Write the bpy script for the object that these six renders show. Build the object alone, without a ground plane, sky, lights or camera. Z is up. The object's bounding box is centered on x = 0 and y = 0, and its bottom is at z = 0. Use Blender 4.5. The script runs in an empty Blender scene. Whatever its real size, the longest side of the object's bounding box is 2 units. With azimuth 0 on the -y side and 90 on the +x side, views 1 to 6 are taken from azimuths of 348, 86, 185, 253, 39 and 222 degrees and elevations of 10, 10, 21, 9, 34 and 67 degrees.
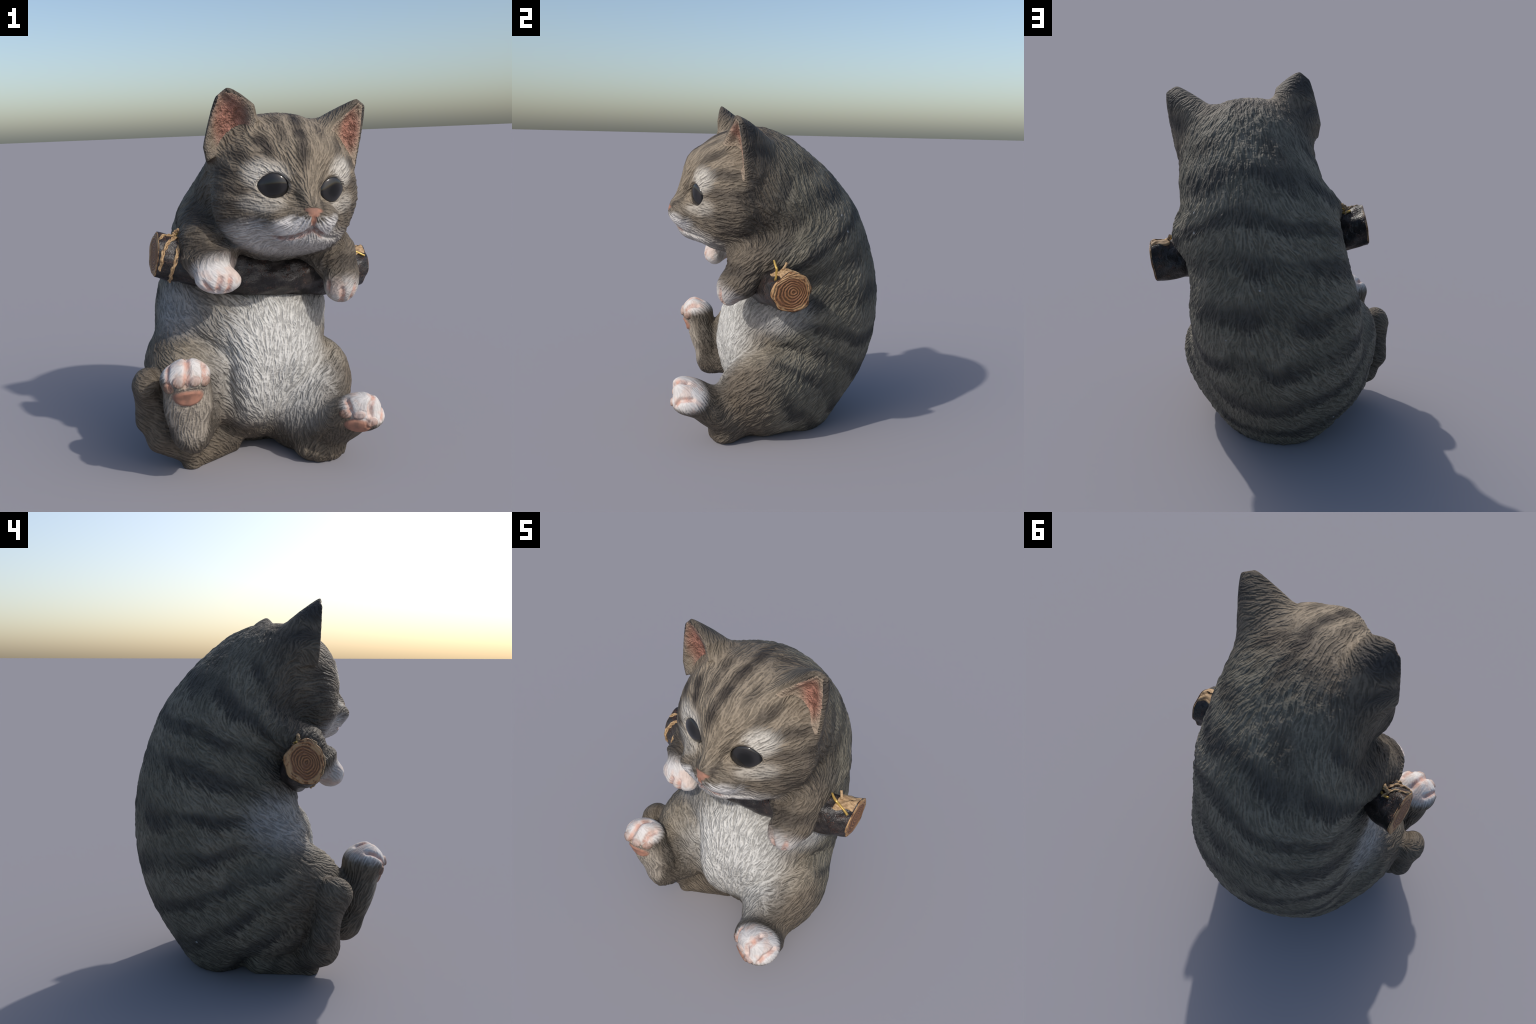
"""A kitten figurine clinging to a short log: sculpted as one smooth implicit body
(blended ellipsoids and tapered limbs), meshed here, combed with a fur relief and then
divided into its anatomical parts."""
import bpy, math
import numpy as np
from mathutils import Vector

V3 = lambda *a: np.array(a, np.float32)
# ------------------------------------------------------------------ implicit shapes
def rot(v):
    v = np.array(v, float); a = np.linalg.norm(v)
    if a < 1e-9: return np.eye(3, dtype=np.float32)
    k = v / a; K = np.array([[0, -k[2], k[1]], [k[2], 0, -k[0]], [-k[1], k[0], 0]])
    return (np.eye(3) + np.sin(a) * K + (1 - np.cos(a)) * K @ K).astype(np.float32)

def ball(P, c, r, rv=(0, 0, 0)):
    q = (P - V3(*c)) @ rot(rv); r = V3(*r)
    a = q / r; k0 = np.sqrt(np.einsum('ij,ij->i', a, a) + 1e-12)
    b = a / r; k1 = np.sqrt(np.einsum('ij,ij->i', b, b) + 1e-12)
    return k0 * (k0 - 1) / k1

def limb(P, a, b, ra, rb):
    a = V3(*a); v = V3(*b) - a; d = P - a
    t = np.clip(d @ v / (v @ v), 0, 1)
    d = d - t[:, None] * v
    return np.sqrt(np.einsum('ij,ij->i', d, d) + 1e-12) - (ra + (rb - ra) * t)

def smin(a, b, k):
    h = np.maximum(k - np.abs(a - b), 0) / k
    return np.minimum(a, b) - h * h * k * .25
def smax(a, b, k): return -smin(-a, -b, k)

def ear_frame(T, O, I, back):
    T, O, I, back = [np.array(x, float) for x in (T, O, I, back)]
    M = (O + I) / 2
    return T, np.linalg.inv(np.stack([(O - I) / 2, back, M - T], 1)), np.linalg.norm(O - I) / 2, np.linalg.norm(back), np.linalg.norm(M - T)

def ear_shapes(P, T, O, I, back, thick=.045):
    """outer scoop (half cone with its flat side to the front) and the hollow in it"""
    T, Ai, s, wd, ln = ear_frame(T, O, I, back)
    q = ((P - T) @ Ai.T)
    x, y, t = q[:, 0], q[:, 1], q[:, 2]
    tc = np.clip(t, 0, 1.6)
    hw = np.minimum((tc + .17) ** .75, 1.15) + .01; bd = (tc + .03) ** .8
    f = (np.sqrt((x / hw) ** 2 + (np.maximum(y, 0) / bd) ** 2 + 1e-9) - 1) * np.minimum(hw * s, bd * wd)
    f = np.maximum(f, -t * ln)
    f = smax(f, -y * wd, .02)
    f = np.maximum(f, (t - 1.5) * ln)
    hh = np.maximum(hw - .05 - thick / s, .01); hb = np.maximum(bd * .25, .01)
    g = (np.sqrt((x / hh) ** 2 + (y / hb) ** 2 + 1e-9) - 1) * np.minimum(hh * s, hb * wd)
    g = np.maximum(g, (.12 - t) * ln)
    return f.astype(np.float32), g.astype(np.float32)

# ------------------------------------------------------------------ anatomy
TORSO = [(ball, .1, (-.027, .189, .535), (.492, .33, .626), (-.014, -.045, -.292)),  # pelvis
         (ball, .14, (-.035, .054, .782), (.472, .35, .203), (.114, -.074, .056)),  # belly
         (ball, .14, (.105, -.05, .544), (.268, .27, .257), (-0, 0, 0)),  # paunch
         (ball, .15, (-.042, .307, .842), (.427, .345, .63), (.071, .037, .115)),  # back
         (ball, .12, (.043, .149, 1.212), (.429, .35, .422), (-.071, -.005, .054)),  # chest
         (ball, .12, (.125, -.055, 1.456), (.388, .37, .346), (.001, .078, -.092)),  # nape
         (ball, .08, (-.367, .025, .375), (.214, .382, .256), (.059, .017, -.039)),  # hip
         (ball, .16, (-.08, -.135, .479), (.11, .215, .297), (.044, .045, -.029)),  # groin
         (ball, .1, (-.25, .06, .956), (.177, .234, .225), (.004, -.001, .01)),  # flank
         (ball, .14, (.0, -.128, .302), (.195, .108, .12)),  # crotch
         (ball, .08, (.035, -.014, .138), (.303, .147, .079), (-.002, .002, 0))]  # seat
HEAD = [(ball, .06, (.145, -.181, 1.595), (.366, .355, .285), (.054, .099, .116)),  # skull
        (ball, .1, (.158, -.286, 1.428), (.4, .219, .309), (.156, .009, .157)),  # cheeks
        (ball, .06, (.208, -.510, 1.372), (.146, .15, .084), (0, .1, .12)),  # muzzle
        (limb, .08, (.19, -.465, 1.632), (.193, -.61, 1.436), .098, .014),  # bridge of the nose
        (ball, .08, (.168, -.464, 1.272), (.148, .132, .07), (-.013, .097, .12)),  # chin
        (ball, .08, (.037, -.447, 1.364), (.085, .164, .073), (.008, 0, .006)),  # right jowl
        (ball, .08, (.298, -.353, 1.332), (.153, .126, .15), (.007, -.001, -.004)),  # left jowl
        (ball, .08, (-.013, -.142, 1.355), (.159, .133, .237), (.001, -.004, 0)),  # throat
        (ball, .08, (.291, -.395, 1.58), (.116, .07, .159), (.022, -.001, 0))]  # left brow
R_THIGH = [(ball, .06, (-.383, -.011, .515), (.231, .371, .246), (.095, -0, -.092))]  # thigh
L_THIGH = [(ball, .06, (.305, -.068, .28), (.199, .297, .33), (-.012, .515, .117))]  # thigh
R_FOOT = [(limb, .08, (-.324, -.285, .26), (-.409, -.395, .269), .063, .104),  # shin
          (ball, .05, (-.43, -.459, .458), (.128, .093, .256), (.291, -.064, .12)),  # sole
          (ball, .05, (-.445, -.5, .609), (.123, .107, .075), (-.046, -.098, -.039)),  # toes
          (limb, .08, (-.33, -.278, .34), (-.255, -.27, .57), .04, .05)]  # inner shank
L_FOOT = [(ball, .06, (.39, -.404, .234), (.143, .294, .104), (-.74, .148, .35)),  # foot
          (ball, .05, (.489, -.517, .295), (.096, .103, .07), (-.015, .021, 0)),  # toes
          (ball, .06, (.301, -.31, .051), (.142, .1, .07), (.001, .059, -.012))]  # heel
R_ARM = [(limb, .08, (-.253, .064, 1.323), (-.29, -.203, 1.218), .126, .12),  # upper arm
         (limb, .06, (-.265, -.238, 1.222), (-.258, -.252, 1.166), .07, .147),  # forearm
         (ball, .05, (-.237, -.382, 1.058), (.119, .07, .073), (-.025, .118, -.001))]  # paw
L_ARM = [(limb, .08, (.373, .107, 1.188), (.441, -.172, 1.115), .163, .119),  # upper arm
         (limb, .06, (.373, -.162, 1.174), (.475, -.224, 1.001), .14, .092),  # forearm
         (ball, .05, (.441, -.299, .963), (.093, .072, .101), (.001, -.001, -.001))]  # paw
TAIL = [(limb, .06, (-.268, -.046, .114), (-.4, -.206, .024), .186, .058),  # root
        (limb, .03, (-.424, -.203, .125), (-.562, -.215, .182), .097, .079),  # bend
        (limb, .06, (-.622, -.203, .289), (-.622, -.245, .49), .070, .062),  # tip
        (ball, .09, (-.617, -.268, .51), (.055, .082, .066), (.4, 0, 0)),  # tuft
        (limb, .06, (-.54, -.25, .22), (-.57, -.255, .40), .065, .05)]  # underside
R_EAR = ((-.173, -.349, 1.987), (-.253, -.309, 1.738), (-.031, -.373, 1.911), (.033, .199, -.001))
L_EAR = ((.586, -.269, 1.917), (.558, -.223, 1.599), (.331, -.355, 1.736), (-.082, .24, .102))

# eyes: inner corner, outer corner, facing
class Eye:
    def __init__(s, inner, outer, face):
        inner, outer = np.array(inner), np.array(outer)
        s.c = (inner + outer) / 2; s.u = outer - inner; s.a = np.linalg.norm(s.u) / 2 * 1.02; s.u /= np.linalg.norm(s.u)
        n = np.array(face, float); n -= s.u * (n @ s.u); s.n = n / np.linalg.norm(n)
        s.w = np.cross(s.n, s.u); s.w *= np.sign(s.w[2]); s.b = .066
    def local(s, P):
        q = P - s.c; return q @ s.u, q @ s.w, q @ s.n
    def rho(s, X, Y):
        k = 1 - .3 * np.clip(X / s.a, 0, 1) ** 2 - .06 * (Y < 0)
        return np.sqrt((X / s.a) ** 2 + (Y / (s.b * k)) ** 2 + 1e-9)
EYES = [Eye((.103, -.553, 1.517), (-.047, -.510, 1.533), (-.1, -1, .06)),
        Eye((.270, -.53, 1.486), (.415, -.456, 1.484), (.42, -1, .1))]

# creases, each a run of points on the skin with (half width, depth)
CREASES = {
    'mouth': ([(.043, -.533, 1.287), (.083, -.564, 1.277), (.118, -.587, 1.279), (.16, -.614, 1.294), (.192, -.634, 1.313),
               (.225, -.612, 1.296), (.262, -.575, 1.27), (.312, -.496, 1.25), (.35, -.44, 1.25)], .010, .016),
    'philtrum': ([(.192, -.634, 1.313), (.190, -.648, 1.345), (.195, -.655, 1.372)], .009, .008),
    'nostril': ([(.168, -.648, 1.392), (.155, -.63, 1.404)], .007, .005),
    'nostril_': ([(.225, -.645, 1.388), (.246, -.62, 1.400)], .008, .007),
    'toe': ([(-.525, -.572, .585), (-.538, -.541, .657), (-.52, -.48, .68)], .013, .014),
    'toe_': ([(-.456, -.605, .59), (-.441, -.585, .66), (-.436, -.526, .703), (-.425, -.46, .695)], .015, .018),
    'toe__': ([(-.357, -.588, .62), (-.353, -.55, .672), (-.34, -.50, .675)], .013, .014),
    'toe_l': ([(.377, -.545, .403), (.375, -.586, .384), (.373, -.598, .355)], .013, .014),
    'toe_l_': ([(.504, -.53, .42), (.498, -.612, .413), (.478, -.631, .388), (.479, -.629, .34)], .014, .018),
    'toe_l__': ([(.568, -.50, .342), (.56, -.57, .335), (.545, -.603, .295)], .013, .015),
    'finger': ([(-.234, -.444, 1.075), (-.246, -.44, 1.04), (-.253, -.435, 1.0)], .013, .013),
    'finger_': ([(-.183, -.44, 1.08), (-.192, -.43, 1.04), (-.20, -.42, .99)], .012, .012),
    'finger__': ([(-.319, -.43, 1.06), (-.295, -.432, 1.03), (-.28, -.425, 1.0)], .011, .010),
    'finger_l': ([(.425, -.367, .95), (.43, -.345, .89), (.43, -.32, .87)], .013, .012),
    'finger_l_': ([(.505, -.353, .96), (.49, -.35, .91), (.48, -.33, .885)], .012, .012),
    'finger_l__': ([(.365, -.332, .985), (.358, -.325, .93)], .011, .010)}
# deep folds of the skin where the thighs meet the belly
FOLDS = [([(.42, -.275, .482), (.40, -.222, .534), (.411, -.098, .605), (.449, .037, .607), (.449, .153, .561)], .022, .013),
         ([(-.43, -.15, .745), (-.348, -.221, .742), (-.25, -.276, .632), (-.192, -.304, .476), (-.172, -.298, .30)], .024, .005),
         ([(.40, -.222, .534), (.319, -.247, .533), (.225, -.304, .442)], .02, .006)]
# raised pads of the soles: centre, radii, height
R_SOLE = (.30, .02, -.035)
PADS = [((-.440, -.575, .522), (.078, .07, .046), .009), ((-.535, -.565, .575), (.026, .05, .028), .007),
        ((-.488, -.60, .612), (.031, .04, .027), .008), ((-.406, -.605, .612), (.031, .04, .025), .008), ((-.338, -.582, .592), (.026, .04, .024), .007),
        ((.41, -.598, .268), (.08, .06, .042), .009), ((.351, -.585, .341), (.026, .04, .024), .007),
        ((.412, -.63, .338), (.030, .04, .022), .008), ((.487, -.622, .298), (.030, .04, .024), .008)]

def group(P, parts):
    f = None
    for p in parts:
        d = p[0](P, *p[2:])
        f = d if f is None else smin(f, d, p[1])
    return f

def groups(P):
    g = {'torso': group(P, TORSO), 'head': group(P, HEAD),
         'thigh_r': group(P, R_THIGH), 'thigh_l': group(P, L_THIGH),
         'foot_r': group(P, R_FOOT), 'foot_l': group(P, L_FOOT),
         'arm_r': group(P, R_ARM), 'arm_l': group(P, L_ARM), 'tail': group(P, TAIL)}
    for n, e in (('ear_r', R_EAR), ('ear_l', L_EAR)):
        f, h = ear_shapes(P, *e)
        g[n] = smax(f, -h, .02); g[n + '_hollow'] = h
    return g

BLEND = [('thigh_r', .06), ('thigh_l', .06), ('foot_r', .05), ('foot_l', .07),
         ('arm_r', .05), ('arm_l', .05), ('tail', .03)]
def body(P):
    g = groups(P)
    h = smin(smin(g['head'], g['ear_r'], .05), g['ear_l'], .05)
    f = smin(g['torso'], h, .06)
    for n, k in BLEND: f = smin(f, g[n], k)
    return f

def snap(pts):
    """bring points onto the skin"""
    P = np.array(pts, np.float32).reshape(-1, 3); h = .004
    for _ in range(6):
        f = body(P)
        g = np.stack([body(P + h * d) - body(P - h * d) for d in np.eye(3, dtype=np.float32)], 1) / (2 * h)
        st = f[:, None] * g / np.maximum((g * g).sum(1, keepdims=True), .2)
        P = P - np.clip(st, -.03, .03)
    return [tuple(map(float, p)) for p in P]
CREASES = {k_: (snap(p), w, d) for k_, (p, w, d) in CREASES.items()}
FOLDS = [(snap(p), w, d) for p, w, d in FOLDS]
PADS = [(snap([c])[0], r, h) for c, r, h in PADS]

def chunked(fn, P, n=150000):
    return np.concatenate([fn(P[i:i + n]) for i in range(0, len(P), n)])

# ------------------------------------------------------------------ meshing (surface nets)
def mesh_implicit(fn, lo, hi, h, k):
    lo = np.array(lo); n = np.ceil((np.array(hi) - lo) / (h * k)).astype(int)
    H = h * k
    ci = np.stack(np.meshgrid(*[np.arange(m) for m in n], indexing='ij'), -1).reshape(-1, 3)
    fc = chunked(fn, (lo + (ci + .5) * H).astype(np.float32))
    F = np.where(fc < 0, -1, 1).astype(np.float32).reshape(n)
    F = F.repeat(k, 0).repeat(k, 1).repeat(k, 2)
    act = ci[np.abs(fc) < H * 1.7]
    off = np.stack(np.meshgrid(*[np.arange(k)] * 3, indexing='ij'), -1).reshape(-1, 3)
    for i in range(0, len(act), 700):
        idx = (act[i:i + 700, None] * k + off[None]).reshape(-1, 3)
        F[idx[:, 0], idx[:, 1], idx[:, 2]] = fn((lo + idx * h).astype(np.float32))
    S = F < 0; N = np.array(F.shape); st = np.array([N[1] * N[2], N[2], 1])
    cells, pos, quads = [], [], []
    for ax in range(3):
        a = [slice(None)] * 3; b = [slice(None)] * 3
        a[ax] = slice(0, -1); b[ax] = slice(1, None)
        e = np.argwhere(S[tuple(a)] != S[tuple(b)])
        e2 = e.copy(); e2[:, ax] += 1
        fa = F[e[:, 0], e[:, 1], e[:, 2]]; fb = F[e2[:, 0], e2[:, 1], e2[:, 2]]
        p = e.astype(float); p[:, ax] += fa / (fa - fb)
        u, v = (ax + 1) % 3, (ax + 2) % 3
        q = []
        for du, dv in ((0, 0), (1, 0), (1, 1), (0, 1)):
            c = e.copy(); c[:, u] -= du; c[:, v] -= dv
            q.append(c @ st); cells.append(q[-1]); pos.append(p)
        q = np.stack(q, 1)
        flip = fa > 0
        q[flip] = q[flip][:, ::-1]
        quads.append(q)
    cells = np.concatenate(cells); pos = np.concatenate(pos)
    uc, inv = np.unique(cells, return_inverse=True)
    cnt = np.bincount(inv)
    verts = np.stack([np.bincount(inv, pos[:, i]) / cnt for i in range(3)], 1) * h + lo
    return verts, np.searchsorted(uc, np.concatenate(quads))

def vert_normals(v, q):
    n = np.cross(v[q[:, 2]] - v[q[:, 0]], v[q[:, 3]] - v[q[:, 1]])
    out = np.zeros_like(v)
    for i in range(3):
        for j in range(4): out[:, i] += np.bincount(q[:, j], n[:, i], len(v))
    return out / np.maximum(np.linalg.norm(out, axis=1, keepdims=True), 1e-12)

# ------------------------------------------------------------------ fur
NOSE = np.array((.194, -.655, 1.42))
def sstep(x, a, b):
    t = np.clip((x - a) / (b - a), 0, 1); return t * t * (3 - 2 * t)

def comb(P, N):
    """direction in which the coat lies (same rules as in the fur material)"""
    ny = N[:, 1]
    V = np.stack([3. * (P[:, 0] - .06) * ny, -.8 * np.clip(1 - 2 * ny * ny, 0, 1), -.8 + 0 * ny], 1)
    wh = sstep(P[:, 2] - .35 * P[:, 1], 1.22, 1.36)[:, None]
    R = P - NOSE; R /= np.linalg.norm(R, axis=1, keepdims=True)
    wn = sstep(P[:, 1], -.28, -.08)[:, None]
    back = np.stack([1.6 * (P[:, 0] - .15), .55 + 0 * ny, -.75 + 0 * ny], 1)
    R = R * (1 - wn) + back * wn
    V = V * (1 - wh) + R * 1.2 * wh
    wf = (sstep(-P[:, 1], .3, .4) * (1 - sstep(P[:, 2], .72, .8)) * sstep(np.abs(P[:, 0] - .02), .24, .32))[:, None]
    V = V * (1 - wf) + np.array((.1, -.5, .8)) * wf
    V = V + .55 * np.stack([value_noise(P / .075, 40 + i) - .5 for i in range(3)], 1)
    V -= (V * N).sum(1, keepdims=True) * N
    return V / np.maximum(np.linalg.norm(V, axis=1, keepdims=True), 1e-6)

def value_noise(P, seed):
    i = np.floor(P).astype(np.int64); f = P - i; f = f * f * (3 - 2 * f)
    out = 0
    for dx in (0, 1):
        for dy in (0, 1):
            for dz in (0, 1):
                h = ((i[:, 0] + dx) * 73856093) ^ ((i[:, 1] + dy) * 19349663) ^ ((i[:, 2] + dz) * 83492791 + seed * 2654435)
                h = (h ^ (h >> 13)) * 1274126177 & 0xffffffff
                h = (h ^ (h >> 16)) & 0xffff
                w = (f[:, 0] if dx else 1 - f[:, 0]) * (f[:, 1] if dy else 1 - f[:, 1]) * (f[:, 2] if dz else 1 - f[:, 2])
                out = out + w * h
    return out / 65535.

def combed(P, D, size, length, taps, seed):
    s = 0
    for k in np.linspace(-.5, .5, taps): s = s + value_noise((P + D * (k * length)) / size, seed)
    s = s / taps
    return (s - s.mean()) / s.std()

# ------------------------------------------------------------------ build body
verts, quads = mesh_implicit(body, (-.8, -.78, -.06), (.8, .78, 2.1), .0055, 6)
nrm = vert_normals(verts, quads)
G = {}
for i in range(0, len(verts), 150000):
    for k_, x in groups(verts[i:i + 150000].astype(np.float32)).items(): G.setdefault(k_, []).append(x)
G = {k_: np.concatenate(x) for k_, x in G.items()}

def line_dist(P, pts):
    d = np.full(len(P), 9.)
    for a, b in zip(pts[:-1], pts[1:]):
        a, v = np.array(a), np.array(b) - np.array(a)
        t = np.clip((P - a) @ v / (v @ v), 0, 1)
        d = np.minimum(d, np.linalg.norm(P - a - t[:, None] * v, axis=1))
    return d

D = comb(verts, nrm)
tuft = combed(verts, D, .0125, .036, 7, 3) * .65 + combed(verts, D, .024, .062, 7, 8) * .35
def near(c, r): return 1 - sstep(np.linalg.norm((verts - np.array(c)) / np.array(r), axis=1), .75, 1.15)
# the coat is short on face, ears, paws and tail, long on chest and back
short = np.maximum.reduce([near(NOSE, (.17, .2, .16)), near((-.43, -.5, .5), (.2, .16, .3)), near((.45, -.5, .28), (.2, .2, .22)),
                           near((-.25, -.38, 1.05), (.17, .14, .14)), near((.44, -.29, .95), (.15, .14, .14))])
face = sstep(-verts[:, 1] + .4 * verts[:, 2], .86, 1.0) * sstep(verts[:, 2], 1.15, 1.25)
earm = np.maximum(sstep(-np.minimum(G['ear_r'], G['ear_l']) + np.minimum(G['head'], .1), 0, .03), sstep(-G['tail'] + G['torso'], 0, .03))
amp = .0027 * (1 - .8 * short) * (1 - .45 * face) * (1 - .7 * earm)
shift = amp * np.clip(tuft, -1.7, 1.6)
for pts, w, dep in list(CREASES.values()) + FOLDS:
    shift -= dep * np.exp(-(line_dist(verts, pts) / w) ** 2)
for c, r, hgt in PADS:
    q = np.linalg.norm((verts - np.array(c)) @ rot(R_SOLE if c[0] < 0 else (-.2, 0, .3)) / np.array(r), axis=1)
    shift += hgt * (1 - sstep(q, .75, 1.05)) - .004 * np.exp(-((q - 1.12) / .12) ** 2)
for e in EYES:
    X, Y, Z = e.local(verts); rr = e.rho(X, Y); ok = np.abs(Z) < .09
    shift = np.where(ok & (rr < 1.5), shift * sstep(rr, 1.1, 1.45), shift)
    shift += np.where(ok, -.016 * (1 - sstep(rr, .8, 1.06)) + .003 * np.exp(-((rr - 1.16) / .12) ** 2), 0)
# lips and cheeks of the muzzle swell a little either side of the parting
for c in ((.115, -.6, 1.325), (.265, -.575, 1.32)):
    shift += .006 * np.exp(-(np.linalg.norm((verts - np.array(c)) / np.array((.055, .06, .035)), axis=1)) ** 2)
pos = verts + nrm * shift[:, None]
pos[:, 2] = np.maximum(pos[:, 2], 0)

# part of every face
KEYS = ['torso', 'head', 'thigh_r', 'thigh_l', 'foot_r', 'foot_l', 'arm_r', 'arm_l', 'tail', 'ear_r', 'ear_l']
lab = np.stack([G[k_] for k_ in KEYS], 1).argmin(1)
flab = np.sort(lab[quads], 1)[:, 1]

# ------------------------------------------------------------------ materials
class Nodes:
    def __init__(self, name):
        self.m = bpy.data.materials.new(name); self.m.use_nodes = True
        self.t = self.m.node_tree; self.t.nodes.clear()
        self.out = self.t.nodes.new('ShaderNodeOutputMaterial')
        self.bsdf = self.t.nodes.new('ShaderNodeBsdfPrincipled')
        self.t.links.new(self.bsdf.outputs[0], self.out.inputs[0])
        c = self.t.nodes.new('ShaderNodeTexCoord'); self.P = c.outputs['Object']; self.N = c.outputs['Normal']
    def put(self, sock, v):
        if isinstance(v, bpy.types.NodeSocket): self.t.links.new(v, sock)
        else:
            if sock.type == 'RGBA' and hasattr(v, '__len__') and len(v) == 3: v = (*v, 1)
            sock.default_value = v
    def math(self, op, a, b=None, c=None, clamp=False):
        n = self.t.nodes.new('ShaderNodeMath'); n.operation = op; n.use_clamp = clamp
        for s, v in zip(n.inputs, (a, b, c)):
            if v is not None: self.put(s, v)
        return n.outputs[0]
    def vec(self, op, a, b=None, scale=None):
        n = self.t.nodes.new('ShaderNodeVectorMath'); n.operation = op
        self.put(n.inputs[0], a)
        if b is not None: self.put(n.inputs[1], b)
        if scale is not None: self.put(n.inputs[3], scale)
        return n.outputs[1] if op in ('DOT_PRODUCT', 'LENGTH', 'DISTANCE') else n.outputs[0]
    def noise(self, vec, scale, detail=0, rough=.5, color=False):
        n = self.t.nodes.new('ShaderNodeTexNoise'); self.put(n.inputs['Vector'], vec)
        n.inputs['Scale'].default_value = scale; n.inputs['Detail'].default_value = detail; n.inputs['Roughness'].default_value = rough
        return n.outputs[1 if color else 0]
    def smooth(self, v, a, b, lo=0., hi=1.):
        n = self.t.nodes.new('ShaderNodeMapRange'); n.interpolation_type = 'SMOOTHSTEP'
        self.put(n.inputs[0], v)
        for i, x in enumerate((a, b, lo, hi)): n.inputs[i + 1].default_value = x
        return n.outputs[0]
    def mix(self, f, a, b, mode='MIX'):
        n = self.t.nodes.new('ShaderNodeMix'); n.data_type = 'RGBA'; n.blend_type = mode
        self.put(n.inputs[0], f); self.put(n.inputs[6], a); self.put(n.inputs[7], b)
        return n.outputs[2]
    def mixv(self, f, a, b):
        n = self.t.nodes.new('ShaderNodeMix'); n.data_type = 'VECTOR'
        self.put(n.inputs[0], f); self.put(n.inputs[4], a); self.put(n.inputs[5], b)
        return n.outputs[1]
    def xyz(self, v):
        n = self.t.nodes.new('ShaderNodeSeparateXYZ'); self.put(n.inputs[0], v); return n.outputs
    def comb3(self, x, y, z):
        n = self.t.nodes.new('ShaderNodeCombineXYZ')
        for s, v in zip(n.inputs, (x, y, z)): self.put(s, v)
        return n.outputs[0]
    def blob(self, P, c, r, rv=(0, 0, 0), soft=.35):
        """soft ellipsoidal patch: 1 inside, 0 outside"""
        n = self.t.nodes.new('ShaderNodeMapping'); n.vector_type = 'TEXTURE'
        self.put(n.inputs[0], P); n.inputs[1].default_value = c
        from mathutils import Matrix
        M = np.array(rv) if np.ndim(rv) == 2 else rot(rv)
        n.inputs[2].default_value = Matrix(M.tolist()).to_euler(); n.inputs[3].default_value = r
        return self.smooth(self.vec('LENGTH', n.outputs[0]), 1 - soft, 1 + soft, 1, 0)
    def bump(self, h, strength, dist):
        n = self.t.nodes.new('ShaderNodeBump'); n.inputs['Strength'].default_value = strength
        n.inputs['Distance'].default_value = dist; self.put(n.inputs['Height'], h)
        self.put(self.bsdf.inputs['Normal'], n.outputs[0])
    def finish(self, col, rough, spec=.3):
        self.put(self.bsdf.inputs['Base Color'], col); self.put(self.bsdf.inputs['Roughness'], rough)
        self.bsdf.inputs['Specular IOR Level'].default_value = spec
        return self.m

def streak(s, P, pts, w, soft=.5):
    """soft mask along a run of points (joined elongated patches)"""
    acc = None
    for a, b in zip(pts[:-1], pts[1:]):
        a, b = np.array(a, float), np.array(b, float)
        d = b - a; L = np.linalg.norm(d); d /= L
        u = np.cross(d, (0.3, .5, .8)); u /= np.linalg.norm(u)
        m = s.blob(P, tuple((a + b) / 2), (L / 2 + w * .7, w, w), np.stack([d, u, np.cross(d, u)], 1), soft)
        acc = m if acc is None else s.math('MAXIMUM', acc, m)
    return acc

DARK_MARKS = [([(.169, -.569, 1.638), (.186, -.505, 1.73), (.192, -.41, 1.81), (.204, -.294, 1.861), (.178, -.108, 1.874)], .026, .9),
    ([(.10, -.489, 1.743), (.098, -.40, 1.82), (.09, -.30, 1.86)], .022, .6),
    ([(.022, -.506, 1.68), (.01, -.476, 1.724), (-.025, -.43, 1.76)], .026, .9),
    ([(-.138, -.384, 1.69), (-.08, -.461, 1.656)], .034, .8), ([(-.121, -.42, 1.66), (-.112, -.39, 1.71)], .025, .7),
    ([(-.219, -.30, 1.6), (-.124, -.462, 1.578)], .034, .9), ([(-.235, -.33, 1.523), (-.108, -.483, 1.512)], .03, .95),
    ([(-.23, -.36, 1.452), (-.05, -.505, 1.424)], .026, .9), ([(-.222, -.386, 1.383), (-.159, -.446, 1.357)], .02, .5),
    ([(.126, -.569, 1.485), (.151, -.635, 1.43)], .016, .5), ([(.275, -.536, 1.55), (.262, -.60, 1.45), (.248, -.63, 1.415)], .014, .75),
    ([(.386, -.40, 1.72), (.373, -.465, 1.655)], .02, .6), ([(.313, -.349, 1.82), (.30, -.44, 1.75)], .018, .5),
    ([(.381, -.452, 1.665), (.43, -.33, 1.74)], .022, .75), ([(.418, -.443, 1.61), (.54, -.22, 1.606)], .026, .75),
    ([(.459, -.414, 1.507), (.55, -.19, 1.496)], .034, .85), ([(.425, -.427, 1.389), (.488, -.12, 1.364)], .034, .7),
    ([(.484, -.348, 1.311), (.481, -.15, 1.276)], .03, .6), ([(.263, -.159, 1.864), (.35, -.06, 1.81)], .024, .6),
    # nape
    ([(.178, -.108, 1.874), (.15, .05, 1.79)], .03, .6), ([(.03, .12, 1.68), (-.05, .2, 1.58)], .045, .5), ([(.25, .15, 1.68), (.35, .08, 1.6)], .045, .5),
    # forelegs: a band above each wrist
    ([(-.36, -.3, 1.23), (-.28, -.39, 1.2), (-.2, -.38, 1.19)], .035, .6), ([(.40, -.30, 1.09), (.47, -.32, 1.09), (.56, -.24, 1.06)], .035, .6)]

DARK_MARKS = [(snap(p), w, k_) for p, w, k_ in DARK_MARKS]

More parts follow.
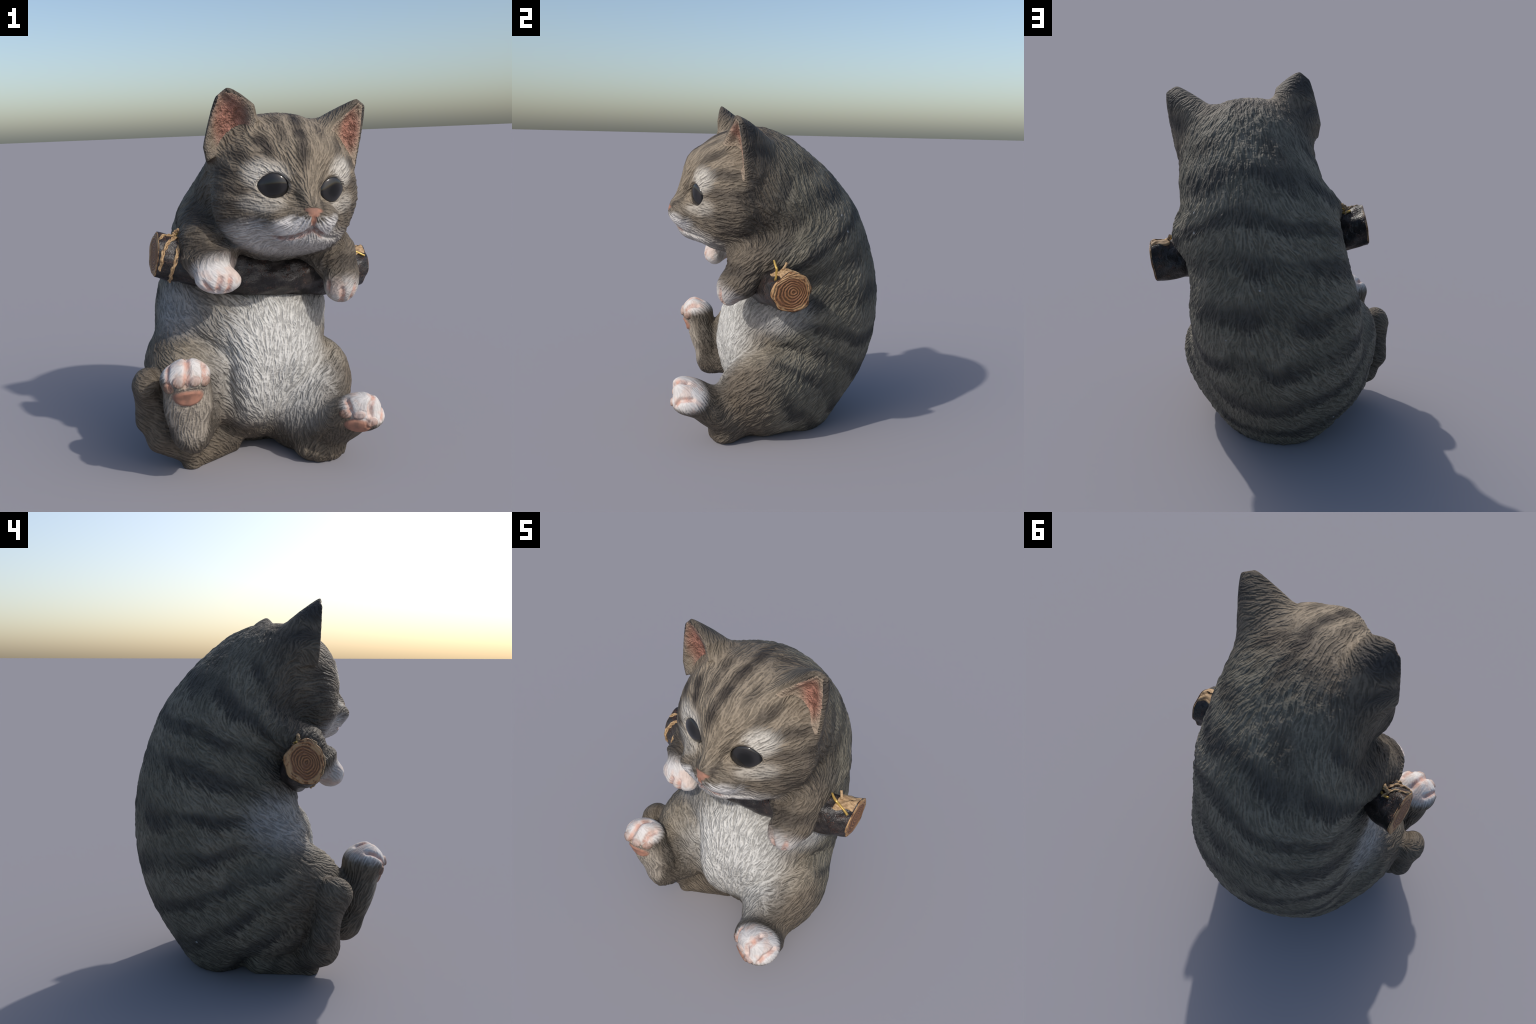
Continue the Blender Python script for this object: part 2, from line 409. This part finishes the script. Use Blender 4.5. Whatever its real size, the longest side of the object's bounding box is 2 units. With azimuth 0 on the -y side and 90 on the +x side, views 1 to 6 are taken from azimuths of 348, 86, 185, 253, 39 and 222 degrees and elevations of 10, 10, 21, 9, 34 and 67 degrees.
def fur_material():
    s = Nodes('painted_fur')
    P, N = s.P, s.N
    x, y, z = s.xyz(P); nx, ny, nz = s.xyz(N)
    vx = s.math('MULTIPLY', s.math('MULTIPLY', s.math('SUBTRACT', x, .06), ny), 3.)
    Vt = s.comb3(vx, s.math('MULTIPLY', s.math('MULTIPLY_ADD', s.math('MULTIPLY', ny, ny), -2, 1, clamp=True), -.8), -.8)
    wh = s.smooth(s.math('MULTIPLY_ADD', y, -.35, z), 1.22, 1.36)
    R = s.vec('NORMALIZE', s.vec('SUBTRACT', P, tuple(NOSE)))
    Bk = s.comb3(s.math('MULTIPLY_ADD', x, 1.6, -.24), .55, -.75)
    R = s.vec('SCALE', s.mixv(s.smooth(y, -.28, -.08), R, Bk), scale=1.2)
    Vt = s.mixv(wh, Vt, R)
    wf = s.math('MULTIPLY', s.math('MULTIPLY', s.smooth(y, -.4, -.3, 1, 0), s.smooth(z, .72, .8, 1, 0)), s.smooth(s.math('ABSOLUTE', s.math('SUBTRACT', x, .02)), .24, .32))
    Vt = s.mixv(wf, Vt, (.1, -.5, .8))
    Vt = s.vec('ADD', Vt, s.vec('SCALE', s.vec('SUBTRACT', s.noise(P, 13, 0, .5, color=True), (.5, .5, .5)), scale=1.3))
    Vt = s.vec('SUBTRACT', Vt, s.vec('SCALE', N, scale=s.vec('DOT_PRODUCT', Vt, N)))
    Dn = s.vec('NORMALIZE', Vt)
    acc = None; taps = 7
    for k in range(taps):
        q = s.vec('ADD', P, s.vec('SCALE', Dn, scale=(k / (taps - 1) - .5) * .034))
        n = s.noise(q, 105)
        acc = n if acc is None else s.math('ADD', acc, n)
    strand = s.smooth(s.math('DIVIDE', acc, taps), .37, .60)
    # patches of paint feather out along the hairs
    wob = s.vec('SCALE', s.vec('SUBTRACT', s.noise(P, 11, 2, .6, color=True), (.5, .5, .5)), scale=.032)
    Pw = s.vec('ADD', s.vec('ADD', P, wob), s.vec('SCALE', Dn, scale=s.math('MULTIPLY', s.math('SUBTRACT', strand, .5), .03)))
    wx, wy, wz = s.xyz(Pw)
    patch = s.noise(P, 4.5, 3, .6)
    body_c = s.mix(s.smooth(patch, .35, .65), (.128, .104, .078), (.082, .069, .055))
    back_c = s.mix(s.smooth(patch, .35, .65), (.118, .109, .085), (.158, .143, .112))
    col = s.mix(s.smooth(wy, -.15, .1), body_c, back_c)
    # tabby bands radiating round the curved back
    th = s.math('ARCTAN2', s.math('SUBTRACT', wz, .80), s.math('ADD', wy, .42))
    band = s.math('SINE', s.math('ADD', s.math('MULTIPLY', th, 26), s.math('MULTIPLY', s.noise(P, 2.3, 2), 10)))
    band = s.math('MULTIPLY', s.smooth(band, -.5, 1.), s.math('MULTIPLY', s.smooth(wy, -.14, .06), s.smooth(wz, 1.6, 1.75, 1, 0)))
    band = s.math('MULTIPLY', band, s.smooth(s.noise(P, 4.5, 2), .32, .6, .3, .8))
    col = s.mix(band, col, (.028, .027, .027))
    for c, r in (((-.16, -.30, 1.93), (.12, .1, .06)), ((-.24, -.22, 1.80), (.07, .12, .045)), ((.60, -.2, 1.86), (.09, .1, .05)), ((.56, -.13, 1.74), (.08, .1, .045))):
        col = s.mix(s.math('MULTIPLY', s.blob(Pw, c, r, (0, 0, 0), .6), .75), col, (.03, .029, .03))
    # warm pale face and crown
    warm = s.math('MULTIPLY', s.blob(Pw, (.17, -.40, 1.64), (.42, .36, .28), (0, 0, 0), .3), s.smooth(wy, -.3, -.12, 1, .25))
    col = s.mix(warm, col, (.215, .176, .13))
    neck = s.math('MAXIMUM', s.blob(Pw, (.48, -.10, 1.33), (.12, .22, .12), (0, 0, 0), .6), s.blob(Pw, (-.24, -.12, 1.36), (.1, .2, .14), (0, 0, 0), .6))
    col = s.mix(s.math('MULTIPLY', neck, .6), col, (.05, .042, .034))
    # pale flanks, belly, bib
    flank = s.math('MAXIMUM', s.blob(Pw, (.40, -.06, .80), (.16, .2, .11), (0, 0, 0), .6), s.blob(Pw, (-.40, -.05, .84), (.16, .22, .14), (0, 0, 0), .6))
    col = s.mix(s.math('MULTIPLY', flank, .75), col, (.33, .325, .32))
    knee = s.math('MAXIMUM', s.blob(Pw, (.42, -.2, .56), (.14, .16, .06), (0, 0, 0), .6), s.blob(Pw, (-.36, -.3, .64), (.16, .14, .08), (0, 0, 0), .6))
    col = s.mix(s.math('MULTIPLY', knee, .7), col, (.25, .215, .165))
    col = s.mix(s.math('MULTIPLY', s.blob(Pw, (.06, -.30, .66), (.37, .3, .46), (0, 0, 0), .3), .75), col, (.30, .285, .26))
    col = s.mix(s.blob(Pw, (.08, -.36, .62), (.26, .3, .38), (0, 0, 0), .4), col, (.48, .47, .445))
    # dark marks
    Pm = s.vec('ADD', s.vec('SCALE', P, scale=.45), s.vec('SCALE', Pw, scale=.55))
    dark = None
    for pts, w, k in DARK_MARKS:
        m = s.math('MULTIPLY', streak(s, Pm, pts, w * 1.25, .7), min(.95, k * 1.05))
        dark = m if dark is None else s.math('MAXIMUM', dark, m)
    col = s.mix(dark, col, (.042, .034, .028))
    # white round the eyes, on muzzle, jaw and paws
    w_ = s.blob(Pw, (.0, -.50, 1.575), (.10, .12, .075), (0, .25, .3), .45)
    w_ = s.math('MAXIMUM', w_, s.blob(Pw, (.40, -.45, 1.575), (.075, .12, .07), (0, 0, 0), .45))
    w_ = s.math('MAXIMUM', w_, s.math('MULTIPLY', s.blob(Pw, (-.03, -.52, 1.45), (.11, .1, .05), (0, 0, 0), .5), .6))
    w_ = s.math('MAXIMUM', w_, s.math('MULTIPLY', s.blob(Pw, (.40, -.46, 1.42), (.09, .1, .05), (0, 0, 0), .5), .55))
    w_ = s.math('MULTIPLY', w_, .8)
    col = s.mix(w_, col, (.50, .47, .42))
    mz = s.blob(Pw, (.105, -.58, 1.325), (.12, .12, .052), (0, 0, 0), .4)
    mz = s.math('MAXIMUM', mz, s.blob(Pw, (.27, -.57, 1.325), (.075, .12, .058), (0, 0, 0), .4))
    mz = s.math('MAXIMUM', mz, s.math('MULTIPLY', s.blob(Pw, (.10, -.46, 1.25), (.30, .24, .10), (0, .12, 0), .4), .75))
    col = s.mix(mz, col, (.56, .54, .525))
    Pp = s.vec('ADD', s.vec('SCALE', P, scale=.75), s.vec('SCALE', Pw, scale=.25))
    pw = s.blob(Pp, (-.235, -.41, 1.045), (.15, .15, .125), (0, 0, 0), .4)
    pw = s.math('MAXIMUM', pw, s.math('MULTIPLY', s.blob(Pp, (.45, -.34, .91), (.12, .12, .09), (0, 0, 0), .5), .72))
    pw = s.math('MAXIMUM', pw, s.blob(Pp, (-.435, -.56, .67), (.16, .16, .075), (0, 0, 0), .3))
    pw = s.math('MAXIMUM', pw, s.blob(Pp, (.50, -.56, .365), (.17, .12, .09), (0, .3, .5), .3))
    blush = s.smooth(s.noise(P, 16, 2), .45, .65)
    col = s.mix(pw, col, s.mix(s.math('MULTIPLY', blush, .55), (.60, .57, .55), (.58, .42, .35)))
    sole = s.math('MULTIPLY', s.blob(Pw, (-.43, -.56, .42), (.15, .1, .22), (0, 0, 0), .3), .85)
    col = s.mix(sole, col, (.33, .29, .24))
    even = s.math('MULTIPLY_ADD', s.math('MAXIMUM', pw, s.math('MULTIPLY', mz, .25)), -.75, 1)
    tone = s.math('ADD', s.math('MULTIPLY', s.math('MULTIPLY_ADD', strand, .56, -.34), even), .98)
    n = s.t.nodes.new('ShaderNodeCombineColor')
    for i in range(3): s.put(n.inputs[i], tone)
    col = s.mix(1., col, n.outputs[0], 'MULTIPLY')
    # bare skin: nose, lips, pads, between the toes
    pink = None
    for k_, (pts, w, dep) in CREASES.items():
        if k_ == 'mouth' or 'nostril' in k_: continue
        m = s.math('MULTIPLY', streak(s, P, pts, w * 1.15, .6), .8)
        pink = m if pink is None else s.math('MAXIMUM', pink, m)
    col = s.mix(s.math('MULTIPLY', pink, s.smooth(s.noise(P, 30, 2), .3, .6, .45, 1.)), col, (.52, .27, .20))
    lips = s.math('MULTIPLY', streak(s, P, CREASES['mouth'][0][0:7], .014, .6), .9)
    col = s.mix(lips, col, (.25, .115, .09))
    skin = s.blob(P, (.197, -.655, 1.407), (.043, .05, .013), (0, .12, 0), .3)
    skin = s.math('MAXIMUM', skin, s.blob(P, (.196, -.655, 1.394), (.027, .05, .018), (0, .1, 0), .3))
    skin = s.math('MAXIMUM', skin, s.blob(P, (.193, -.655, 1.362), (.012, .04, .026), (0, 0, 0), .4))
    for c, r, hgt in PADS:
        skin = s.math('MAXIMUM', skin, s.math('MULTIPLY', s.blob(P, c, tuple(np.array(r) * 1.02), R_SOLE if c[0] < 0 else (-.2, 0, .3), .15), 1 if r[0] > .05 else .5))
    col = s.mix(skin, col, s.mix(s.smooth(s.noise(P, 22, 2), .4, .62), (.36, .18, .125), (.27, .145, .105)))
    vo = s.t.nodes.new('ShaderNodeTexVoronoi'); vo.inputs['Scale'].default_value = 11; s.put(vo.inputs['Vector'], P)
    pick = s.xyz(vo.outputs['Color'])[0]
    chipm = s.math('MULTIPLY', s.smooth(vo.outputs['Distance'], .05, .10, 1, 0), s.math('GREATER_THAN', pick, .86))
    col = s.mix(s.math('MULTIPLY', chipm, s.math('MULTIPLY', s.smooth(y, 0, .15), .6)), col, (.42, .44, .46))
    even = s.math('MULTIPLY', even, s.math('MULTIPLY_ADD', skin, -.95, 1))
    s.bump(s.math('MULTIPLY', strand, even), .85, .006)
    return s.finish(col, .66, .22)

def lining_material():
    s = Nodes('ear_lining')
    c = s.noise(s.P, 26, 4, .65)
    deep = s.blob(s.P, (-.13, -.30, 1.84), (.07, .16, .12), (0, 0, 0), .6)
    deep = s.math('MAXIMUM', deep, s.blob(s.P, (.525, -.22, 1.78), (.05, .16, .10), (0, 0, 0), .6))
    rim = s.mix(s.smooth(s.xyz(s.P)[0], .1, .3), (.20, .165, .125), (.32, .25, .185))
    col = s.mix(deep, rim, (.43, .20, .145))
    col = s.mix(s.smooth(c, .40, .60), s.mix(s.math('MULTIPLY', deep, .65), col, (.09, .045, .03)), col)
    s.bump(c, 1., .035)
    return s.finish(col, .6, .3)

def eye_material():
    s = Nodes('glossy_eye')
    r = s.vec('LENGTH', s.P)
    col = s.mix(s.smooth(r, .022, .058), (.006, .006, .006), (.022, .021, .022))
    col = s.mix(s.smooth(r, .062, .075), col, (.006, .006, .006))
    s.bsdf.inputs['Coat Weight'].default_value = .15; s.bsdf.inputs['Coat Roughness'].default_value = .08
    return s.finish(col, .12, .4)

def bark_material():
    s = Nodes('dark_bark')
    n = s.noise(s.P, 16, 5, .65)
    v = s.t.nodes.new('ShaderNodeTexVoronoi'); v.feature = 'DISTANCE_TO_EDGE'; v.inputs['Scale'].default_value = 26
    s.put(v.inputs['Vector'], s.vec('ADD', s.P, s.vec('SCALE', s.noise(s.P, 22, 3, .65, color=True), scale=.16)))
    worm = s.math('MULTIPLY', s.smooth(v.outputs[0], .03, .07, 1, 0), s.smooth(s.noise(s.P, 20, 3), .5, .62))
    col = s.mix(s.smooth(n, .4, .65), (.012, .010, .010), (.040, .032, .029))
    col = s.mix(s.math('MULTIPLY', worm, .5), col, (.14, .062, .04))
    s.bump(s.math('ADD', n, s.math('MULTIPLY', worm, .4)), .7, .02)
    return s.finish(col, .38, .5)

def cut_wood_material(name, centre, axis):
    s = Nodes(name)
    d = s.vec('SUBTRACT', s.P, centre)
    d = s.vec('ADD', d, s.vec('SCALE', s.vec('SUBTRACT', s.noise(s.P, 24, 3, .6, color=True), (.5, .5, .5)), scale=.02))
    d = s.vec('ADD', d, s.vec('SCALE', s.vec('SUBTRACT', s.noise(s.P, 7, 1, .5, color=True), (.5, .5, .5)), scale=.06))
    r = s.vec('LENGTH', d)
    ring = s.math('SINE', s.math('MULTIPLY', r, 430))
    g = s.noise(s.P, 30, 4, .6)
    col = s.mix(s.smooth(ring, -.5, .6), (.115, .052, .022), (.33, .155, .066))
    col = s.mix(s.smooth(g, .45, .65), col, (.20, .088, .042))
    col = s.mix(s.math('MULTIPLY', s.smooth(r, .085, .095), s.smooth(g, .4, .55)), col, (.42, .25, .12))
    s.bump(ring, .6, .004)
    return s.finish(col, .55, .35)

def straw_material(name, a, b):
    s = Nodes(name)
    n = s.noise(s.vec('MULTIPLY', s.P, (30, 90, 60)), 1, 4, .6)
    col = s.mix(s.smooth(n, .38, .62), a, b)
    s.bump(n, .6, .006)
    return s.finish(col, .6, .3)

def plain(name, col, rough, **kw):
    s = Nodes(name)
    m = s.finish(col, rough, .5)
    for k_, v in kw.items(): s.bsdf.inputs[k_].default_value = v
    return m

FUR = fur_material(); LINING = lining_material()

# ------------------------------------------------------------------ objects
def make_mesh(name, v, f, mat, parent=None, normals=None, smooth=True):
    me = bpy.data.meshes.new(name)
    me.from_pydata([tuple(map(float, a)) for a in v], [], [tuple(map(int, a)) for a in f])
    me.update()
    if smooth: me.polygons.foreach_set('use_smooth', [True] * len(me.polygons))
    if normals is not None: me.normals_split_custom_set_from_vertices([tuple(map(float, a)) for a in normals])
    ob = bpy.data.objects.new(name, me); bpy.context.scene.collection.objects.link(ob)
    if mat: me.materials.append(mat)
    if parent: ob.parent = parent
    return ob

def make_region(name, mask, parent, mat):
    q = quads[mask]
    u, inv = np.unique(q, return_inverse=True)
    return make_mesh(name, pos[u], inv.reshape(q.shape), mat, parent, fnrm[u])

root = bpy.data.objects.new('kitten_figurine', None); bpy.context.scene.collection.objects.link(root)
root['label'] = 'grey tabby kitten figurine hanging over a short bark log'
root['category'] = 'kitten figurine'
fnrm = vert_normals(pos, quads)
PART = dict(torso='torso', head='head', thigh_r='hindlimb', thigh_l='hindlimb', foot_r='hind_foot', foot_l='hind_foot',
            arm_r='forelimb', arm_l='forelimb', tail='tail', ear_r='ear', ear_l='ear')
fc = verts[quads].mean(1)
FL = {k_: flab == i for i, k_ in enumerate(KEYS)}
hol = {e: G[e + '_hollow'][quads].mean(1) < .020 for e in ('ear_r', 'ear_l')}
fnr = nrm[quads].mean(1)
front = {e: -fnr @ (np.array(E_[3]) / np.linalg.norm(E_[3])) > .25 for e, E_ in (('ear_r', R_EAR), ('ear_l', L_EAR))}
lin = {e: ((FL[e] & (hol[e] & front[e] | (G[e + '_hollow'][quads].mean(1) < .006))) | (FL['head'] & (G[e + '_hollow'][quads].mean(1) < .004))) & (G['head'][quads].mean(1) > .018) for e in hol}
nose_f = FL['head'] & (np.linalg.norm((fc - np.array((.195, -.655, 1.395))) / np.array((.05, .05, .03)), axis=1) < 1)
pad_f = np.zeros(len(quads), bool)
pads = []
for c, r, hgt in PADS:
    q_ = np.linalg.norm((fc - np.array(c)) @ rot(R_SOLE if c[0] < 0 else (-.2, 0, .3)) / np.array(r), axis=1) < 1
    q_ &= (FL['foot_r'] | FL['foot_l']) & ~pad_f; pads.append((q_, c[0] < 0)); pad_f |= q_
OB = {}
for k_ in KEYS:
    m = FL[k_] & ~nose_f & ~pad_f
    for e in lin: m = m & ~lin[e]
    OB[k_] = make_region(PART[k_], m, root, FUR)
for e in lin:
    OB[e].parent = OB['head']
    make_region('ear_lining', lin[e], OB['head'], LINING)
make_region('nose', nose_f, OB['head'], FUR)
OB['foot_r'].parent = OB['thigh_r']; OB['foot_l'].parent = OB['thigh_l']
for m, right in pads:
    if m.any(): make_region('paw_pad', m, OB['thigh_r'] if right else OB['thigh_l'], FUR)

# ------------------------------------------------------------------ eyes
EYE = eye_material()
def skin_height(e, X, Y):
    """height of the (smooth) face above the eye plane, along the eye's axis"""
    base = e.c + X[:, None] * e.u + Y[:, None] * e.w
    hs = np.linspace(.07, -.09, 81)
    out = np.full(len(X), -.03); done = np.zeros(len(X), bool)
    for h in hs:
        f = body((base + h * e.n).astype(np.float32)) < 0
        new = f & ~done; out[new] = h; done |= f
    return out
for e in EYES:
    nr, nt = 14, 64
    th = np.linspace(0, 2 * math.pi, nt, endpoint=False)
    X, Y, R = [0.], [0.], [0.]
    for i in range(1, nr + 1):
        for t in th:
            X.append(e.a * math.cos(t) * i / nr)
            k = 1 - .3 * max(math.cos(t) * i / nr, 0) ** 2 - .06 * (math.sin(t) < 0)
            Y.append(e.b * k * math.sin(t) * i / nr); R.append(i / nr)
    X, Y, R = np.array(X), np.array(Y), np.array(R)
    hgt = skin_height(e, X, Y)
    A = np.stack([X * 0 + 1, X, Y, X * X, Y * Y, X * Y], 1)
    hgt = A @ np.linalg.lstsq(A, hgt, rcond=None)[0]
    dome = .027 * np.sqrt(np.maximum(1 - (R * .985) ** 2, 0)) - .013
    front = X[:, None] * e.u + Y[:, None] * e.w + (hgt + dome)[:, None] * e.n
    rim = front[-nt:] - .03 * e.n
    v = np.concatenate([front, rim, [X[0] * e.u - .035 * e.n]])
    f = [(0, 1 + i, 1 + (i + 1) % nt) for i in range(nt)]
    for r_ in range(nr):
        o = 1 + r_ * nt
        f += [(o + i, o + nt + i, o + nt + (i + 1) % nt, o + (i + 1) % nt) for i in range(nt)]
    o = 1 + nr * nt
    f += [(o + i, len(v) - 1, o + (i + 1) % nt) for i in range(nt)]
    if np.cross(e.u, e.w) @ e.n < 0: f = [t[::-1] for t in f]
    ob = make_mesh('eye', v, f, EYE, OB['head']); ob.location = e.c.tolist()

# ------------------------------------------------------------------ log
BARK = bark_material()
LA, LM, LB = [np.array(a) for a in ((-.530, -.118, 1.170), (.06, -.16, 1.018), (.668, .04, .988))]
LAX = (LB - LA) / np.linalg.norm(LB - LA)
LU = np.array((0, 0, 1.)) - LAX * LAX[2]; LU /= np.linalg.norm(LU)
LF = np.cross(LAX, LU); LF *= -np.sign(LF[1])           # towards the front
LR = .114
def log_point(t, ang, dr=0.):
    """t along the log from its right end, ang from the top towards the front (radians)"""
    c = LA * (1 - t) ** 2 + 2 * t * (1 - t) * (2 * LM - .5 * LA - .5 * LB) + LB * t * t
    x = t * 12
    r = LR + .005 * math.sin(3 * ang + 1.3 * x) + .004 * math.sin(5 * ang - 2.1 * x + 1) + .003 * math.sin(8 * ang + 3.7 * x)
    r += .003 * math.sin(2.7 * x + 2 * math.sin(ang))
    return c + (r + dr) * (math.cos(ang) * LU + math.sin(ang) * LF)
n, m = 72, 120
v = [log_point(j / m, 2 * math.pi * i / n) for j in range(m + 1) for i in range(n)]
f = [(j * n + i, j * n + (i + 1) % n, j * n + n + (i + 1) % n, j * n + n + i) for j in range(m) for i in range(n)]
log = make_mesh('log', v, f, BARK, root)
for t_, sgn in ((0., -1), (1., 1)):
    cen = LA if sgn < 0 else LB
    v, f = [], []
    K = 9
    for k_ in range(K + 1):
        q_ = [.99, .985, .955][k_] if k_ < 3 else .97 * (K - k_) / (K - 2)
        out = [-.006, .001, .004][k_] if k_ < 3 else .004 + .0015 * math.sin(9 * k_)
        for i in range(n):
            p = log_point(t_, 2 * math.pi * i / n)
            v.append(cen + (p - cen) * q_ + LAX * sgn * out)
    for k_ in range(K):
        f += [(k_ * n + i, k_ * n + (i + 1) % n, k_ * n + n + (i + 1) % n, k_ * n + n + i) for i in range(n)]
    if sgn > 0: f = [a[::-1] for a in f]
    make_mesh('cut_end', v, f, cut_wood_material('growth_rings', tuple(map(float, cen)), LAX), log)

STRAW = straw_material('twine_straw', (.27, .17, .09), (.46, .31, .17))
WIRE = plain('brass_wire', (.55, .36, .10), .35, Metallic=.5)
def strand_curve(name, pts, rad, mat, parent, flat=1.):
    """round or flattened cord through the given points"""
    cu = bpy.data.curves.new(name, 'CURVE'); cu.dimensions = '3D'; cu.bevel_depth = rad; cu.bevel_resolution = 4; cu.use_fill_caps = True
    sp = cu.splines.new('NURBS'); sp.points.add(len(pts) - 1); sp.use_endpoint_u = True; sp.order_u = 3; sp.resolution_u = 6
    for i, (p, q_) in enumerate(zip(sp.points, pts)):
        p.co = (*map(float, q_), 1); p.radius = .8 + .35 * abs(math.sin(2.3 * i + rad * 900))
    tmp = bpy.data.objects.new(name + '_curve', cu); bpy.context.scene.collection.objects.link(tmp)
    me = bpy.data.meshes.new_from_object(tmp.evaluated_get(bpy.context.evaluated_depsgraph_get()))
    bpy.data.objects.remove(tmp); me.name = name
    me.polygons.foreach_set('use_smooth', [True] * len(me.polygons))
    me.materials.clear(); me.materials.append(mat)
    ob = bpy.data.objects.new(name, me); bpy.context.scene.collection.objects.link(ob); ob.parent = parent
    return ob
dg = math.radians
def twine(pts, rad, parent):
    """a cord of three loose plies that wander about the path"""
    P_ = np.array(pts, float)
    t = np.linspace(0, len(P_) - 1, 5 * len(P_))
    path = np.stack([np.interp(t, range(len(P_)), P_[:, i]) for i in range(3)], 1)
    out = []
    for k_ in range(3):
        ph = 2 * math.pi * k_ / 3
        q_ = path + .6 * rad * (np.cos(1.1 * t + ph)[:, None] * LU + np.sin(1.1 * t + ph)[:, None] * LAX)
        q_ = q_ + .25 * rad * np.stack([np.sin(7.1 * t + k_), np.sin(5.3 * t + 2 * k_), np.sin(6.2 * t + 4 * k_)], 1)
        out.append(strand_curve('twine_ply', q_, rad * (.62 - .12 * k_), STRAW, parent))
    return out
def on_log(lst, dr): return [log_point(t, dg(a), dr) for t, a in lst]
twine(on_log([(.10, -8), (.085, 8), (.06, 28), (.035, 48), (.02, 70), (.012, 95), (.010, 125)], .004), .011 * .85, log)
twine(on_log([(.105, 0), (.095, 18), (.085, 45), (.075, 75), (.066, 105), (.062, 135), (.066, 160)], .004), .012 * .85, log)
twine(on_log([(.085, -20), (.07, 0), (.05, 14), (.02, 24), (.004, 40)], .003), .009 * .85, log)
top = log_point(.095, dg(-4), .012)
twine([top + .032 * (math.cos(a) * LAX * .7 + math.sin(a) * LU + .3 * math.cos(a) * LF) for a in np.linspace(-.6, 3.9, 12)], .012 * .85, log)
strand_curve('hook', [top + .016 * (math.cos(a) * LAX * .7 + math.sin(a) * LU) - LF * .006 for a in np.linspace(-.6, 3.9, 10)], .005, WIRE, log)
strand_curve('hook', on_log([(.10, -14), (.08, -18), (.06, -12)], .006), .006, WIRE, log)
# splintered chip and wire at the other end
def chip(t0, t1, a0, a1, lift, parent):
    nu, nv = 20, 16
    v, f = [], []
    for side in (1, 0):
        for i in range(nu + 1):
            for j in range(nv + 1):
                u_, w_ = i / nu, j / nv
                t = t0 + (t1 - t0) * u_; a = a0 + (a1 - a0) * w_
                a += .08 * math.sin(7 * u_) * (1 if w_ > .5 else -1)
                edge = min(1, 6 * min(u_ + .02, 1.02 - u_, w_ + .02, 1.02 - w_))
                v.append(log_point(t, a, (lift * (.4 + .6 * edge) + .003 * math.sin(19 * w_ + 5 * u_)) if side else -.01))
    o = (nu + 1) * (nv + 1); w = nv + 1
    for i in range(nu):
        for j in range(nv):
            a = i * w + j
            f.append((a, a + w, a + w + 1, a + 1)); f.append((o + a, o + a + 1, o + a + w + 1, o + a + w))
    bd = [j for j in range(nv + 1)] + [i * w + nv for i in range(1, nu + 1)] + [nu * w + j for j in range(nv - 1, -1, -1)] + [i * w for i in range(nu - 1, 0, -1)]
    for a, b in zip(bd, bd[1:] + bd[:1]): f.append((a, b, b + o, a + o))
    return make_mesh('splinter', v, f, STRAW, parent)
chip(.915, .995, dg(-22), dg(36), .005, log)
tip = log_point(.893, dg(12), .062)
strand_curve('splinter', [tip, log_point(.902, dg(13), .035), log_point(.915, dg(14), .012), log_point(.94, dg(26), .006), log_point(.97, dg(40), .005), log_point(.985, dg(50), .002)], .007, WIRE, log)
strand_curve('splinter', [log_point(.91, dg(-10), .035), log_point(.918, dg(-6), .015), log_point(.93, dg(4), .006)], .008, STRAW, log)

print('verts', len(pos), 'tri', sum(len(o.data.polygons) for o in bpy.data.objects if o.type == 'MESH') * 2)
